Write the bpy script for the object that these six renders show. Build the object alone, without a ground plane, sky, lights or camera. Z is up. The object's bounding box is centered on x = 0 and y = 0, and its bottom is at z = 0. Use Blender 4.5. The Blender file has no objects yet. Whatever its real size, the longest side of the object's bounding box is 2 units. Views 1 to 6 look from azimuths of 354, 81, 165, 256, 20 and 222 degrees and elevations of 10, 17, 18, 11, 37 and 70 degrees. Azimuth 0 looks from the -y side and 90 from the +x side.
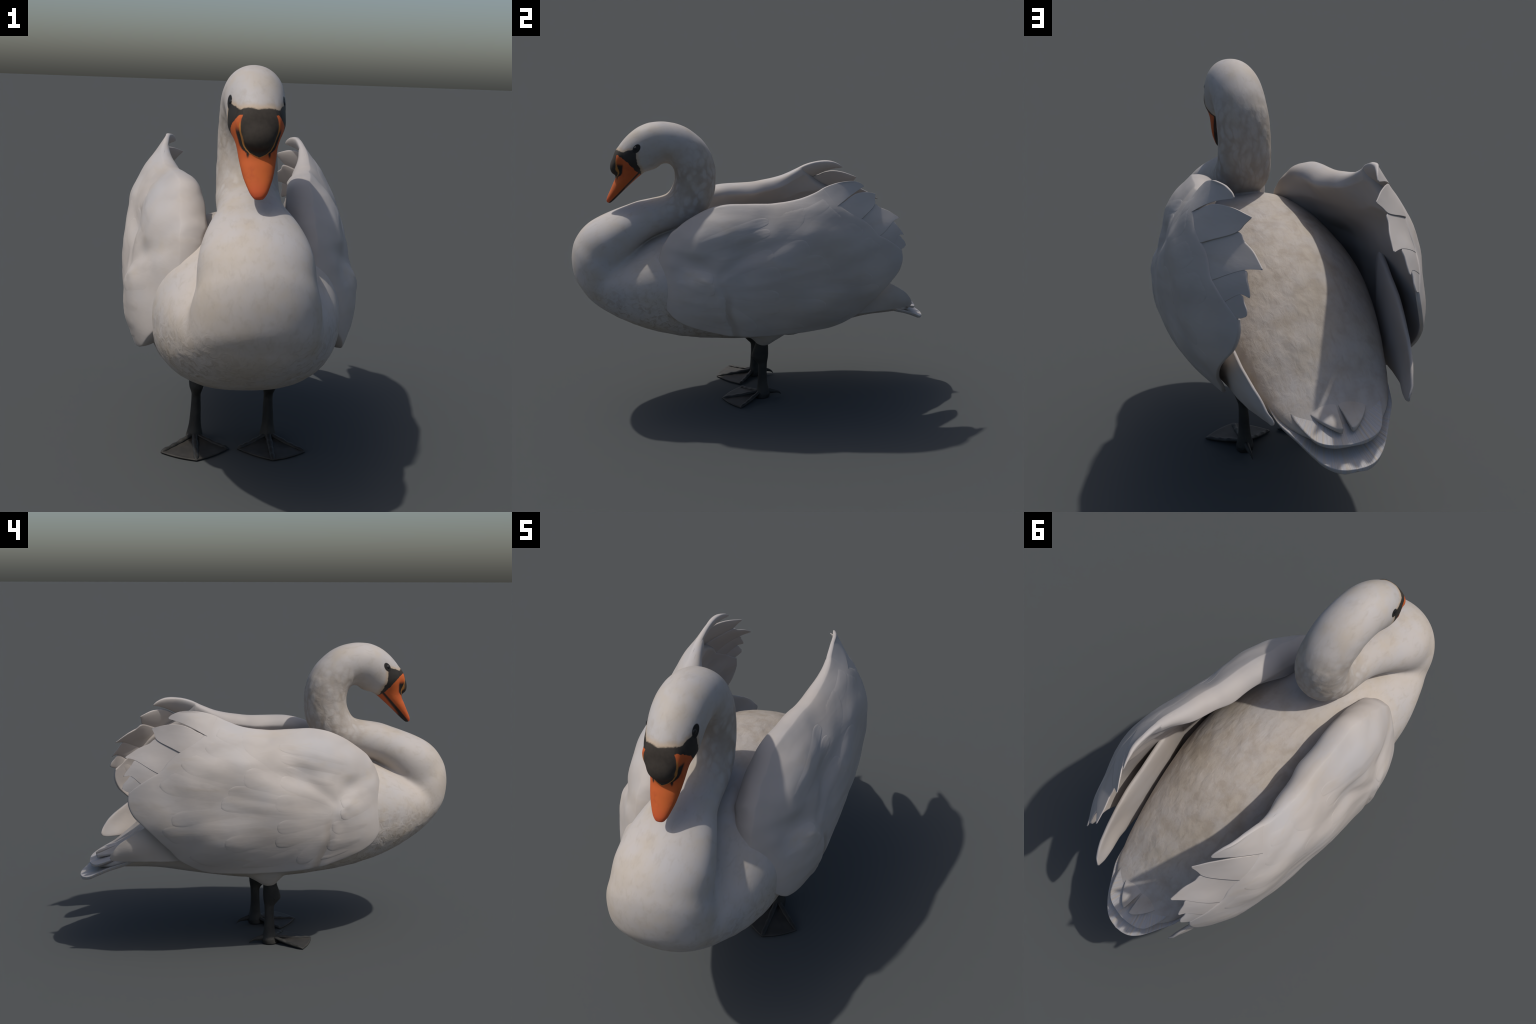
"""A white swan standing with raised, arched wings and an S-shaped neck.

Frame: metres, z up, the swan looks towards -y and is mirror symmetric in x.
"""
import bpy, bmesh, math
import numpy as np
from mathutils import Vector
from mathutils.bvhtree import BVHTree

RNG = np.random.default_rng(7)

# ------------------------------------------------------------------ helpers
def spline(ts, vs, t):
    """Monotone-safe cubic (PCHIP) through the control points (ts, vs)."""
    ts = np.asarray(ts, float); vs = np.asarray(vs, float); t = np.clip(np.asarray(t, float), ts[0], ts[-1])
    flat = vs.ndim == 1
    if flat:
        vs = vs[:, None]
    h = np.diff(ts)[:, None]; d = np.diff(vs, axis=0) / h
    m = np.zeros_like(vs)
    if len(ts) > 2:
        w1 = 2 * h[1:] + h[:-1]; w2 = h[1:] + 2 * h[:-1]
        with np.errstate(divide="ignore", invalid="ignore"):
            hm = (w1 + w2) / (w1 / d[:-1] + w2 / d[1:])
        m[1:-1] = np.where(d[:-1] * d[1:] > 0, hm, 0.0)
    m[0], m[-1] = d[0], d[-1]
    i = np.clip(np.searchsorted(ts, t, side="right") - 1, 0, len(ts) - 2)
    hh = h[i]; s = ((t - ts[i])[..., None]) / hh
    r = ((1 + 2 * s) * (1 - s) ** 2 * vs[i] + s * (1 - s) ** 2 * hh * m[i]
         + s * s * (3 - 2 * s) * vs[i + 1] + s * s * (s - 1) * hh * m[i + 1])
    return r[..., 0] if flat else r


def smooth_curve(pts, n, closed=False):
    """Catmull-Rom (chord length) curve through pts, resampled evenly to n points."""
    p = np.asarray(pts, float)
    e0 = 2 * p[0] - p[1]; e1 = 2 * p[-1] - p[-2]
    q = np.vstack([e0, p, e1]); out = []
    for k in range(1, len(q) - 2):
        a, b, c, d = q[k - 1:k + 3]
        tt = np.linspace(0, 1, 24, endpoint=False)[:, None]
        ta = np.linalg.norm(b - a) ** .5; tb = np.linalg.norm(c - b) ** .5; tc = np.linalg.norm(d - c) ** .5
        m1 = ((b - a) / ta - (c - a) / (ta + tb) + (c - b) / tb) * tb
        m2 = ((c - b) / tb - (d - b) / (tb + tc) + (d - c) / tc) * tb
        out.append((2 * tt**3 - 3 * tt**2 + 1) * b + (tt**3 - 2 * tt**2 + tt) * m1
                   + (-2 * tt**3 + 3 * tt**2) * c + (tt**3 - tt**2) * m2)
    out = np.vstack(out + [p[-1:]])
    s = np.r_[0, np.cumsum(np.linalg.norm(np.diff(out, axis=0), axis=1))]
    u = np.linspace(0, s[-1], n)
    return np.column_stack([np.interp(u, s, out[:, k]) for k in range(p.shape[1])])


def mesh_from(name, verts, faces, smooth=True):
    me = bpy.data.meshes.new(name)
    me.from_pydata([tuple(map(float, v)) for v in verts], [], [tuple(int(i) for i in f) for f in faces])
    me.validate(); me.update()
    if smooth:
        me.polygons.foreach_set("use_smooth", [True] * len(me.polygons))
    return me


def add(name, me, parent=None, mat=None):
    ob = bpy.data.objects.new(name, me)
    bpy.context.scene.collection.objects.link(ob)
    if parent is not None:
        ob.parent = parent
    if mat is not None and me is not None:
        me.materials.clear(); me.materials.append(mat)
    return ob


def clean(me, dist=1e-5):
    bm = bmesh.new(); bm.from_mesh(me)
    bmesh.ops.remove_doubles(bm, verts=bm.verts, dist=dist)
    bmesh.ops.dissolve_degenerate(bm, dist=1e-6, edges=bm.edges)
    bmesh.ops.recalc_face_normals(bm, faces=bm.faces)
    bm.to_mesh(me); bm.free()
    me.polygons.foreach_set("use_smooth", [True] * len(me.polygons))
    return me


def tube(rings, cap=True):
    """Closed loft through rings of equal length: verts, faces."""
    R = np.asarray(rings); n, k = R.shape[:2]
    v = R.reshape(-1, 3).tolist(); f = []
    for i in range(n - 1):
        for j in range(k):
            a, b = i * k + j, i * k + (j + 1) % k
            f.append((a, b, b + k, a + k))
    if cap:
        for base, rev in ((0, True), ((n - 1) * k, False)):
            c = len(v); v.append(np.mean(R[0 if rev else -1], axis=0).tolist())
            for j in range(k):
                a, b = base + j, base + (j + 1) % k
                f.append((c, b, a) if rev else (c, a, b))
    return v, f


def spow(c, p):
    return np.sign(c) * np.abs(c) ** p


# ---------------------------------------------------------------- materials
class Nodes:
    def __init__(self, name):
        self.m = bpy.data.materials.new(name); self.m.use_nodes = True
        self.t = self.m.node_tree; self.t.nodes.clear()
        self.out = self.t.nodes.new("ShaderNodeOutputMaterial")
        self.b = self.t.nodes.new("ShaderNodeBsdfPrincipled")
        self.t.links.new(self.b.outputs[0], self.out.inputs[0])
        self.co = self.t.nodes.new("ShaderNodeTexCoord").outputs["Object"]

    def link(self, a, b):
        self.t.links.new(a, b)

    def put(self, sock, v):
        if hasattr(v, "is_output"):
            self.link(v, sock)
        else:
            sock.default_value = v

    def math(self, op, a, b=0.0, c=0.0, clamp=False):
        n = self.t.nodes.new("ShaderNodeMath"); n.operation = op; n.use_clamp = clamp
        for s, v in zip(n.inputs, (a, b, c)):
            self.put(s, v)
        return n.outputs[0]

    def noise(self, scale, detail=4, rough=.55, vec=None, stretch=None, rot=(0, 0, 0), dist=0.0):
        n = self.t.nodes.new("ShaderNodeTexNoise")
        n.inputs["Scale"].default_value = scale; n.inputs["Detail"].default_value = detail
        n.inputs["Roughness"].default_value = rough; n.inputs["Distortion"].default_value = dist
        v = vec or self.co
        if stretch:
            mp = self.t.nodes.new("ShaderNodeMapping"); mp.inputs["Scale"].default_value = stretch
            mp.inputs["Rotation"].default_value = rot
            self.link(v, mp.inputs["Vector"]); v = mp.outputs[0]
        self.link(v, n.inputs["Vector"])
        return n.outputs[0]

    def step(self, v, lo, hi, a=0.0, b=1.0):
        n = self.t.nodes.new("ShaderNodeMapRange"); n.interpolation_type = "SMOOTHSTEP"
        self.put(n.inputs[0], v)
        for i, x in zip((1, 2, 3, 4), (lo, hi, a, b)):
            self.put(n.inputs[i], x)
        return n.outputs[0]

    def mix(self, f, a, b, mode="MIX"):
        n = self.t.nodes.new("ShaderNodeMix"); n.data_type = "RGBA"; n.blend_type = mode
        self.put(n.inputs[0], f)
        for i, x in ((6, a), (7, b)):
            if isinstance(x, tuple):
                x = (*x, 1.0)
            self.put(n.inputs[i], x)
        return n.outputs[2]

    def xyz(self):
        n = self.t.nodes.new("ShaderNodeSeparateXYZ"); self.link(self.co, n.inputs[0])
        return n.outputs

    def lookup(self, v, pts):
        """Piecewise curve through (position, value) pairs."""
        x0, x1 = pts[0][0], pts[-1][0]; y = [p[1] for p in pts]; y0, y1 = min(y), max(y)
        n = self.t.nodes.new("ShaderNodeFloatCurve")
        c = n.mapping.curves[0]
        nrm = [((p[0] - x0) / (x1 - x0), (p[1] - y0) / (y1 - y0)) for p in pts]
        c.points[0].location = nrm[0]; c.points[1].location = nrm[-1]
        for p in nrm[1:-1]:
            c.points.new(*p)
        n.mapping.update()
        self.put(n.inputs["Value"], self.step_lin(v, x0, x1))
        return self.math("MULTIPLY_ADD", n.outputs[0], y1 - y0, y0)

    def step_lin(self, v, lo, hi):
        n = self.t.nodes.new("ShaderNodeMapRange"); n.clamp = True
        self.put(n.inputs[0], v); n.inputs[1].default_value = lo; n.inputs[2].default_value = hi
        return n.outputs[0]

    def bump(self, h, strength, dist):
        n = self.t.nodes.new("ShaderNodeBump"); n.inputs["Strength"].default_value = strength
        n.inputs["Distance"].default_value = dist
        self.link(h, n.inputs["Height"]); self.link(n.outputs[0], self.b.inputs["Normal"])

    def done(self, col, rough=.6, spec=.3):
        self.put(self.b.inputs["Base Color"], (*col, 1.0) if isinstance(col, tuple) else col)
        self.put(self.b.inputs["Roughness"], rough)
        self.b.inputs["Specular IOR Level"].default_value = spec
        return self.m


WHITE = (0.455, 0.412, 0.378)
CREAM = (0.420, 0.360, 0.290)
TAN = (0.262, 0.212, 0.160)
BLUE = (0.412, 0.392, 0.386)
BLACK = (0.018, 0.016, 0.014)
ORANGE = (0.45, 0.080, 0.023)


def plumage_colour(n):
    """Off-white plumage with a soft cream tint and fine feather flecks."""
    x, y, z = n.xyz()
    big = n.noise(3.0, 3); mid = n.noise(9, 5, .6, stretch=(1, .8, .8))
    fine = n.noise(46, 4, .6, stretch=(1, .45, .6), rot=(.5, 0, 0), dist=.4)
    col = n.mix(n.step(big, .34, .68), WHITE, BLUE)
    col = n.mix(n.step(mid, .36, .74, 0, .75), col, CREAM)
    col = n.mix(n.step(fine, .48, .74, 0, .35), col, (.33, .285, .235))
    return col, fine, (x, y, z)


def scallops(n, scale, stretch, warp=.02):
    """Rows of small overlapping feathers: 0 inside each, rising to 1 at its fringe."""
    nz = n.t.nodes.new("ShaderNodeTexNoise"); nz.inputs["Scale"].default_value = 9; nz.inputs["Detail"].default_value = 3
    n.link(n.co, nz.inputs["Vector"])
    off = n.t.nodes.new("ShaderNodeVectorMath"); off.operation = "MULTIPLY_ADD"
    n.link(nz.outputs[1], off.inputs[0]); off.inputs[1].default_value = (warp * 4,) * 3; n.link(n.co, off.inputs[2])
    mp = n.t.nodes.new("ShaderNodeMapping"); mp.inputs["Scale"].default_value = stretch; n.link(off.outputs[0], mp.inputs["Vector"])
    v = n.t.nodes.new("ShaderNodeTexVoronoi"); v.feature = "SMOOTH_F1"; v.inputs["Scale"].default_value = scale; v.inputs["Smoothness"].default_value = .35
    n.link(mp.outputs[0], v.inputs["Vector"])
    return n.step(v.outputs["Distance"], .22, .72)


def plumage_full(n):
    """Plumage with the mottling of hind neck, back, breast and belly: colour, relief, coordinates."""
    col, fine, (x, y, z) = plumage_colour(n)
    neck = n.math("MULTIPLY", n.step(z, 1.00, 1.10), n.math("MULTIPLY", n.step(z, 1.52, 1.30), n.step(y, -.60, -.36)))
    back = n.math("MULTIPLY", n.step(y, -.30, -.05), n.math("MULTIPLY", n.step(z, .42, .55), n.step(y, .92, .74)))
    ax = n.math("ABSOLUTE", x)
    breast = n.math("MULTIPLY", n.math("MULTIPLY", n.step(z, .82, .54), n.step(y, .1, -.25)), n.step(ax, .06, .2, .45, 1.0))
    curl = n.noise(27, 3, .55, dist=1.4)
    rows = scallops(n, 22, (1, .62, .62), .018); small = scallops(n, 42, (1, .55, .42), .02)
    patch = n.noise(6.5, 5, .65, stretch=(1, 1.2, 1.2))
    col = n.mix(n.math("MULTIPLY", back, .24), col, (.400, .335, .262))
    col = n.mix(n.math("MULTIPLY", neck, .25), col, (.34, .30, .255))
    f_back = n.math("MULTIPLY", n.math("MULTIPLY", back, n.math("MULTIPLY_ADD", rows, .75, .25)), n.step(patch, .40, .68, .04, .52))
    tailward = n.noise(30, 4, .6, stretch=(1, .22, .3), dist=.3)
    f_back = n.math("MAXIMUM", f_back, n.math("MULTIPLY", back, n.step(tailward, .50, .70, 0, .34)))
    f_neck = n.math("MULTIPLY", n.math("MULTIPLY", neck, n.math("MULTIPLY", small, n.step(patch, .30, .66, .35, 1))), .65)
    f_breast = n.math("MULTIPLY", breast, n.step(curl, .48, .64, 0, .48))
    col = n.mix(n.math("MAXIMUM", f_back, n.math("MAXIMUM", f_neck, f_breast)), col, TAN)
    h = n.math("ADD", n.math("MULTIPLY", curl, n.math("MULTIPLY_ADD", breast, .85, .03)),
               n.math("MULTIPLY", n.math("SUBTRACT", fine, n.math("ADD", n.math("MULTIPLY", n.math("MULTIPLY", rows, .5), back), n.math("MULTIPLY", n.math("MULTIPLY", small, .45), neck))), n.math("MULTIPLY_ADD", n.math("MAXIMUM", neck, back), .55, .10)))
    return col, h, (x, y, z)


def mat_plumage():
    n = Nodes("plumage")
    col, h, _ = plumage_full(n)
    n.bump(h, .45, .008)
    return n.done(col, .68, .25)


def mat_face():
    """Head and bill: white crown, black lores and knob, orange bill with a black tomium."""
    n = Nodes("face_and_bill")
    col, fleck, (x, y, z) = plumage_full(n)
    jit = n.math("MULTIPLY_ADD", n.noise(60, 3), .010, -.005)
    yy = n.math("ADD", y, jit); zz = n.math("ADD", z, jit)
    ax = n.math("ABSOLUTE", x)
    # cream rim where white meets black
    rear = n.lookup(zz, [(1.27, -.604), (1.30, -.606), (1.335, -.613), (1.36, -.624), (1.40, -.6275), (1.45, -.628)])
    top = n.lookup(ax, [(0, 1.418), (.03, 1.421), (.05, 1.420), (.062, 1.416), (.075, 1.424), (.085, 1.430), (.10, 1.438), (.12, 1.44)])
    dr = n.math("SUBTRACT", rear, yy); dt = n.math("SUBTRACT", top, zz)
    inside = n.math("MINIMUM", dr, dt)
    col = n.mix(n.step(inside, -.026, -.001, 0, .75), col, (.40, .29, .18))
    black = n.mix(n.noise(45, 4), (.015, .0135, .012), (.034, .028, .022))
    col = n.mix(n.step(inside, -.003, .002), col, black)
    # orange bill face, bounded behind by the lores and above by the knob
    orear = n.lookup(zz, [(1.10, -.60), (1.27, -.600), (1.306, -.624), (1.325, -.640), (1.345, -.657), (1.364, -.674), (1.385, -.702), (1.396, -.716), (1.407, -.738), (1.44, -.79)])
    org = n.step(n.math("SUBTRACT", orear, yy), -.002, .002)
    orange = n.mix(n.noise(14, 3), ORANGE, (.50, .115, .022))
    orange = n.mix(n.step(n.noise(26, 4, .6), .52, .74, 0, .35), orange, (.30, .045, .018))
    orange = n.mix(n.step(z, 1.20, 1.13, 0, .5), orange, (.50, .065, .028))
    org = n.math("MULTIPLY", org, n.step(n.math("SUBTRACT", top, zz), .004, .010))
    col = n.mix(org, col, orange)
    return n, col, (x, y, z, ax, yy, zz, fleck, top, inside)


def finish_face(n, col, s):
    x, y, z, ax, yy, zz, fleck, top, inside = s
    # signed distance behind the mouth line P0(-.621,1.303) -> P1(-.782,1.140)
    p0, p1 = np.array((-.621, 1.303)), np.array((-.782, 1.138))
    d = (p1 - p0) / np.linalg.norm(p1 - p0); nn = np.array((-d[1], d[0]))     # points to +y,-z
    if nn[0] < 0:
        nn = -nn
    dist = n.math("ADD", n.math("MULTIPLY", n.math("SUBTRACT", y, float(p0[0])), float(nn[0])),
                  n.math("MULTIPLY", n.math("SUBTRACT", z, float(p0[1])), float(nn[1])))
    low = n.step(z, 1.312, 1.304)
    band_w = n.lookup(z, [(1.10, .050), (1.14, .030), (1.18, .017), (1.24, .014), (1.30, .012)])
    band = n.math("MULTIPLY", n.step(dist, -.003, .003), n.step(dist, n.math("ADD", band_w, .002), n.math("ADD", band_w, -.006)))
    col = n.mix(n.math("MULTIPLY", band, low), col, (.014, .011, .009))
    # black knob (ellipsoid mask) with a thin amber rim, and the nostril streak
    def ell(c, ax_dir, r_long, r_short, r_x):
        dy = n.math("SUBTRACT", y, c[1]); dz = n.math("SUBTRACT", z, c[2])
        a = n.math("ADD", n.math("MULTIPLY", dy, ax_dir[0]), n.math("MULTIPLY", dz, ax_dir[1]))
        b = n.math("SUBTRACT", n.math("MULTIPLY", dy, ax_dir[1]), n.math("MULTIPLY", dz, ax_dir[0]))
        e = [n.math("POWER", n.math("ABSOLUTE", n.math("DIVIDE", v, r)), 2.0) for v, r in
             ((n.math("SUBTRACT", ax, c[0]), r_x), (a, r_long), (b, r_short))]
        return n.math("SQRT", n.math("ADD", n.math("ADD", e[0], e[1]), e[2]))
    half = n.lookup(zz, [(1.262, -.02), (1.270, .010), (1.278, .026), (1.296, .042), (1.325, .052), (1.355, .060), (1.385, .059), (1.405, .053), (1.425, .054)])
    kn = n.math("SUBTRACT", half, ax)
    no = ell((.034, -.722, 1.276), (.05, .998), .030, .014, .0075)
    streak = n.math("MULTIPLY", n.math("MULTIPLY", n.step(kn, -.019, -.014), n.step(zz, 1.362, 1.342)), n.step(zz, 1.268, 1.282))
    streak = n.math("MULTIPLY", streak, n.step(y, -.690, -.700))
    col = n.mix(n.math("MAXIMUM", n.step(no, 1.15, .80), streak), col, (.018, .014, .011))
    front = n.math("MULTIPLY", n.step(y, -.690, -.700), n.step(n.math("SUBTRACT", top, zz), -.006, .004))
    rimz = n.math("MULTIPLY", n.step(zz, 1.385, 1.365), front)
    col = n.mix(n.math("MULTIPLY", n.math("MULTIPLY", n.step(kn, -.0075, -.0055), rimz), .8), col, (.45, .19, .04))
    kcol = n.mix(n.noise(90, 4, .7), (.020, .017, .014), (.050, .040, .031))
    col = n.mix(n.math("MULTIPLY", n.step(kn, -.003, .0), front), col, kcol)
    # dark eyelid ring
    ey = ell((.096, -.624, 1.438), (.62, .78), .025, .0165, .05)
    col = n.mix(n.step(ey, 1.15, .95), col, (.010, .009, .008))
    n.bump(n.math("MULTIPLY", fleck, n.step(inside, .0, -.02)), .45, .008)
    rough = n.math("MULTIPLY_ADD", front, .22, .60)
    return n.done(col, rough, .28)


def x_abs(n, x):
    return n.math("ABSOLUTE", x)


def mat_wing(name="wing_plumage", warm=0.0):
    n = Nodes(name)
    x, y, z = n.xyz()
    big = n.noise(2.6, 3); barb = n.noise(9, 5, .6, stretch=(1, .45, 1.8), rot=(.35, 0, 0), dist=.5)
    col = n.mix(n.step(big, .38, .66), WHITE, BLUE)
    col = n.mix(n.step(barb, .52, .74, 0, .5), col, CREAM)
    # soiled band behind the flank feathers
    edge = n.lookup(z, [(.44, -.155), (.52, -.175), (.61, -.205), (.70, -.210), (.76, -.24)])
    dd = n.math("ADD", n.math("SUBTRACT", y, edge), n.math("MULTIPLY_ADD", n.noise(22, 3), .03, -.015))
    soil = n.math("MULTIPLY", n.math("MULTIPLY", n.step(dd, -.004, .006), n.step(dd, .055, .018)), n.math("MULTIPLY", n.step(z, .74, .68), n.step(x_abs(n, x), .30, .36)))
    col = n.mix(n.math("MULTIPLY", soil, .55), col, TAN)
    vane = scallops(n, 8.5, (.5, .36, 1.15), .03)
    col = n.mix(n.math("MULTIPLY", vane, .42), col, (.335, .300, .275))
    info = n.t.nodes.new("ShaderNodeObjectInfo")
    col = n.mix(n.math("MULTIPLY", info.outputs["Random"], .40), col, (.385, .345, .315))
    fine = n.noise(30, 3, .6, stretch=(1, .25, 2.0), rot=(.35, 0, 0))
    n.bump(n.math("ADD", n.math("MULTIPLY", barb, .5), n.math("SUBTRACT", n.math("MULTIPLY", fine, .12), n.math("MULTIPLY", vane, .35))), .20, .010)
    return n.done(col, .6, .3)


def mat_tail():
    n = Nodes("tail_plumage")
    x, y, z = n.xyz()
    # barbs radiate from a point on the rump: angle drives the streaks
    ang = n.math("ARCTAN2", x, n.math("SUBTRACT", y, .66))
    cmb = n.t.nodes.new("ShaderNodeCombineXYZ"); n.link(n.math("MULTIPLY", ang, 22.0), cmb.inputs[0])
    n.link(n.math("MULTIPLY", y, 3.0), cmb.inputs[1])
    streak = n.noise(1.6, 3, .6, vec=cmb.outputs[0])
    col = n.mix(n.step(streak, .40, .68, 0, .8), (.375, .365, .372), CREAM)
    n.bump(streak, .5, .008)
    return n.done(col, .6, .3)


def mat_leg():
    n = Nodes("leg_skin")
    sc = n.noise(70, 3, .6); big = n.noise(12, 3)
    col = n.mix(n.step(big, .35, .7), (.020, .020, .019), (.036, .034, .030))
    v = n.t.nodes.new("ShaderNodeTexVoronoi"); v.inputs["Scale"].default_value = 120
    n.link(n.co, v.inputs["Vector"])
    n.bump(n.math("ADD", v.outputs[0], sc), .25, .003)
    return n.done(col, .6, .3)


def mat_web():
    n = Nodes("web_skin")
    col = n.mix(n.step(n.noise(16, 3), .35, .7), (.028, .026, .023), (.042, .038, .033))
    n.bump(n.noise(60, 3), .2, .003)
    return n.done(col, .65, .3)


def mat_simple(name, col, rough, spec=.5):
    return Nodes(name).done(col, rough, spec)


# ------------------------------------------------------------------- body
# Torso: stations along y -> top z, belly z, half width, height of the widest point
TORSO = [
    # y      top    belly  half   mid   squareness of the upper half
    (-0.964, 0.715, 0.695, 0.020, .702, .95),
    (-0.950, 0.762, 0.655, 0.092, .710, .95),
    (-0.915, 0.802, 0.604, 0.162, .712, .95),
    (-0.850, 0.835, 0.549, 0.216, .705, .95),
    (-0.740, 0.866, 0.484, 0.271, .690, .95),
    (-0.620, 0.913, 0.436, 0.315, .680, .94),
    (-0.500, 0.963, 0.398, 0.339, .668, .94),
    (-0.380, 1.002, 0.374, 0.354, .660, .95),
    (-0.260, 1.018, 0.360, 0.361, .655, .95),
    (-0.120, 1.010, 0.349, 0.364, .652, .97),
    (0.020, 0.991, 0.346, 0.362, .650, .98),
    (0.150, 0.961, 0.352, 0.353, .648, .98),
    (0.300, 0.907, 0.374, 0.328, .640, .98),
    (0.450, 0.822, 0.402, 0.294, .625, .97),
    (0.600, 0.714, 0.432, 0.252, .600, .95),
    (0.720, 0.610, 0.448, 0.219, .538, .94),
    (0.800, 0.548, 0.453, 0.182, .505, .95),
    (0.860, 0.505, 0.452, 0.130, .475, .95),
    (0.905, 0.470, 0.440, 0.060, .455, .95),
]


def torso_mesh():
    T = np.array(TORSO); ys = np.r_[np.linspace(-.964, -.85, 18), np.linspace(-.84, .80, 90), np.linspace(.81, .905, 10)]
    S = spline(T[:, 0], T[:, 1:], ys)
    th = np.linspace(0, 2 * np.pi, 96, endpoint=False); rings = []
    for y, (top, bot, w, mid, sq) in zip(ys, S):
        c, s = np.cos(th), np.sin(th)
        r = np.where(s > 0, top - mid, mid - bot)
        q = np.where(s > 0, sq, .80 + .09 * sstep(np.array(y), -.55, -.85))
        x = w * np.sign(c) * np.abs(c) ** q; z = mid + r * np.sign(s) * np.abs(s) ** (.5 + .5 * q)
        rings.append(np.column_stack([x, np.full_like(x, y), z]))
    return tube(rings)


# Neck, head and bill: pairs of outline points (outer, inner) in the yz plane, half width in x, squareness
NECK = [
    (-.797, 1.138, -.778, 1.128, .014),
    (-.795, 1.152, -.763, 1.139, .026),
    (-.786, 1.174, -.735, 1.165, .038),
    (-.773, 1.200, -.705, 1.194, .049),
    (-.757, 1.235, -.674, 1.222, .057),
    (-.742, 1.268, -.642, 1.250, .063),
    (-.740, 1.300, -.607, 1.279, .068),
    (-.750, 1.340, -.578, 1.297, .077),
    (-.749, 1.378, -.556, 1.303, .088),
    (-.729, 1.420, -.535, 1.309, .097),
    (-.697, 1.463, -.515, 1.318, .099),
    (-.655, 1.505, -.500, 1.330, .102),
    (-.602, 1.540, -.485, 1.337, .104),
    (-.545, 1.559, -.470, 1.339, .105),
    (-.490, 1.563, -.457, 1.336, .106),
    (-.428, 1.555, -.444, 1.328, .107),
    (-.365, 1.533, -.433, 1.315, .109),
    (-.305, 1.492, -.426, 1.297, .109),
    (-.255, 1.440, -.424, 1.275, .109),
    (-.218, 1.370, -.425, 1.250, .110),
    (-.201, 1.290, -.430, 1.228, .111),
    (-.203, 1.210, -.440, 1.205, .112),
    (-.220, 1.140, -.453, 1.184, .113),
    (-.255, 1.070, -.475, 1.164, .115),
    (-.315, 1.012, -.510, 1.152, .117),
    (-.395, .982, -.560, 1.143, .117),
    (-.480, .962, -.625, 1.131, .123),
    (-.555, .936, -.695, 1.107, .147),
    (-.615, .893, -.765, 1.081, .170),
    (-.660, .830, -.840, 1.050, .188),
    (-.680, .785, -.905, 1.013, .195),
    (-.680, .740, -.957, .960, .197),
    (-.670, .690, -.990, .895, .213),
    (-.650, .640, -1.001, .820, .219),
    (-.640, .600, -.994, .745, .219),
    (-.640, .560, -.966, .680, .202),
    (-.640, .530, -.915, .625, .170),
]


def neck_mesh():
    N = np.array(NECK); c = (N[:, :2] + N[:, 2:4]) / 2
    s = np.r_[0, np.cumsum(np.linalg.norm(np.diff(c, axis=0), axis=1) + .2 * np.linalg.norm(np.diff(N[:, :2], axis=0), axis=1))]
    u = np.linspace(0, s[-1], 240); P = spline(s, N, u)
    th = np.linspace(0, 2 * np.pi, 72, endpoint=False); rings = []
    for k, (o_y, o_z, i_y, i_z, w) in enumerate(P):
        jaw = .13 * sstep(np.array(i_z), 1.27, 1.30) * (i_y < -.44)
        a = np.array((o_y - i_y, o_z - i_z)) / 2; m = np.array((o_y + i_y, o_z + i_z)) / 2
        yz = m + np.outer(spow(np.sin(th), .97), a)
        rings.append(np.column_stack([w * spow(np.cos(th), .97) * (1 - jaw * np.clip(-np.sin(th), 0, 1) ** 1.5), yz]))
    return tube(rings)


def ellipsoid(center, axes, dirs, nu=40, nv=24):
    th = np.linspace(0, 2 * np.pi, nu, endpoint=False); rings = []
    D = np.array(dirs, float); D /= np.linalg.norm(D, axis=1)[:, None]
    for ph in np.linspace(-np.pi / 2 + .02, np.pi / 2 - .02, nv):
        l = np.column_stack([np.cos(ph) * np.cos(th) * axes[0], np.cos(ph) * np.sin(th) * axes[1], np.full_like(th, np.sin(ph)) * axes[2]])
        rings.append(np.array(center) + l @ D)
    return tube(rings)


def knob_meshes():
    """The swelling on the forehead: a long low dome that narrows towards the bill."""
    d = ((1, 0, 0), (0, -.97, .24), (0, .24, .97))
    return [ellipsoid((0, -.734, 1.336), (.058, .034, .052), d), ellipsoid((0, -.718, 1.372), (.078, .033, .066), d)]


def thigh_mesh(sx):
    """Feathered thigh: a blunt cone below the belly that the leg comes out of."""
    rows = [  # z, y front, y back, half width
        (.46, -.13, .24, .110), (.40, -.085, .185, .090), (.37, -.045, .145, .074), (.345, -.020, .105, .056), (.325, -.004, .078, .040), (.316, .004, .066, .030)]
    th = np.linspace(0, 2 * np.pi, 40, endpoint=False); rings = []
    R = np.array(rows)[::-1]
    zz = np.linspace(.316, .46, 24)
    for z, (y0, y1, w) in zip(zz, spline(R[:, 0], R[:, 1:], zz)):
        rings.append(np.column_stack([sx * .156 + w * np.cos(th), (y0 + y1) / 2 + (y1 - y0) / 2 * np.sin(th), np.full_like(th, z)]))
    return tube(rings)


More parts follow.
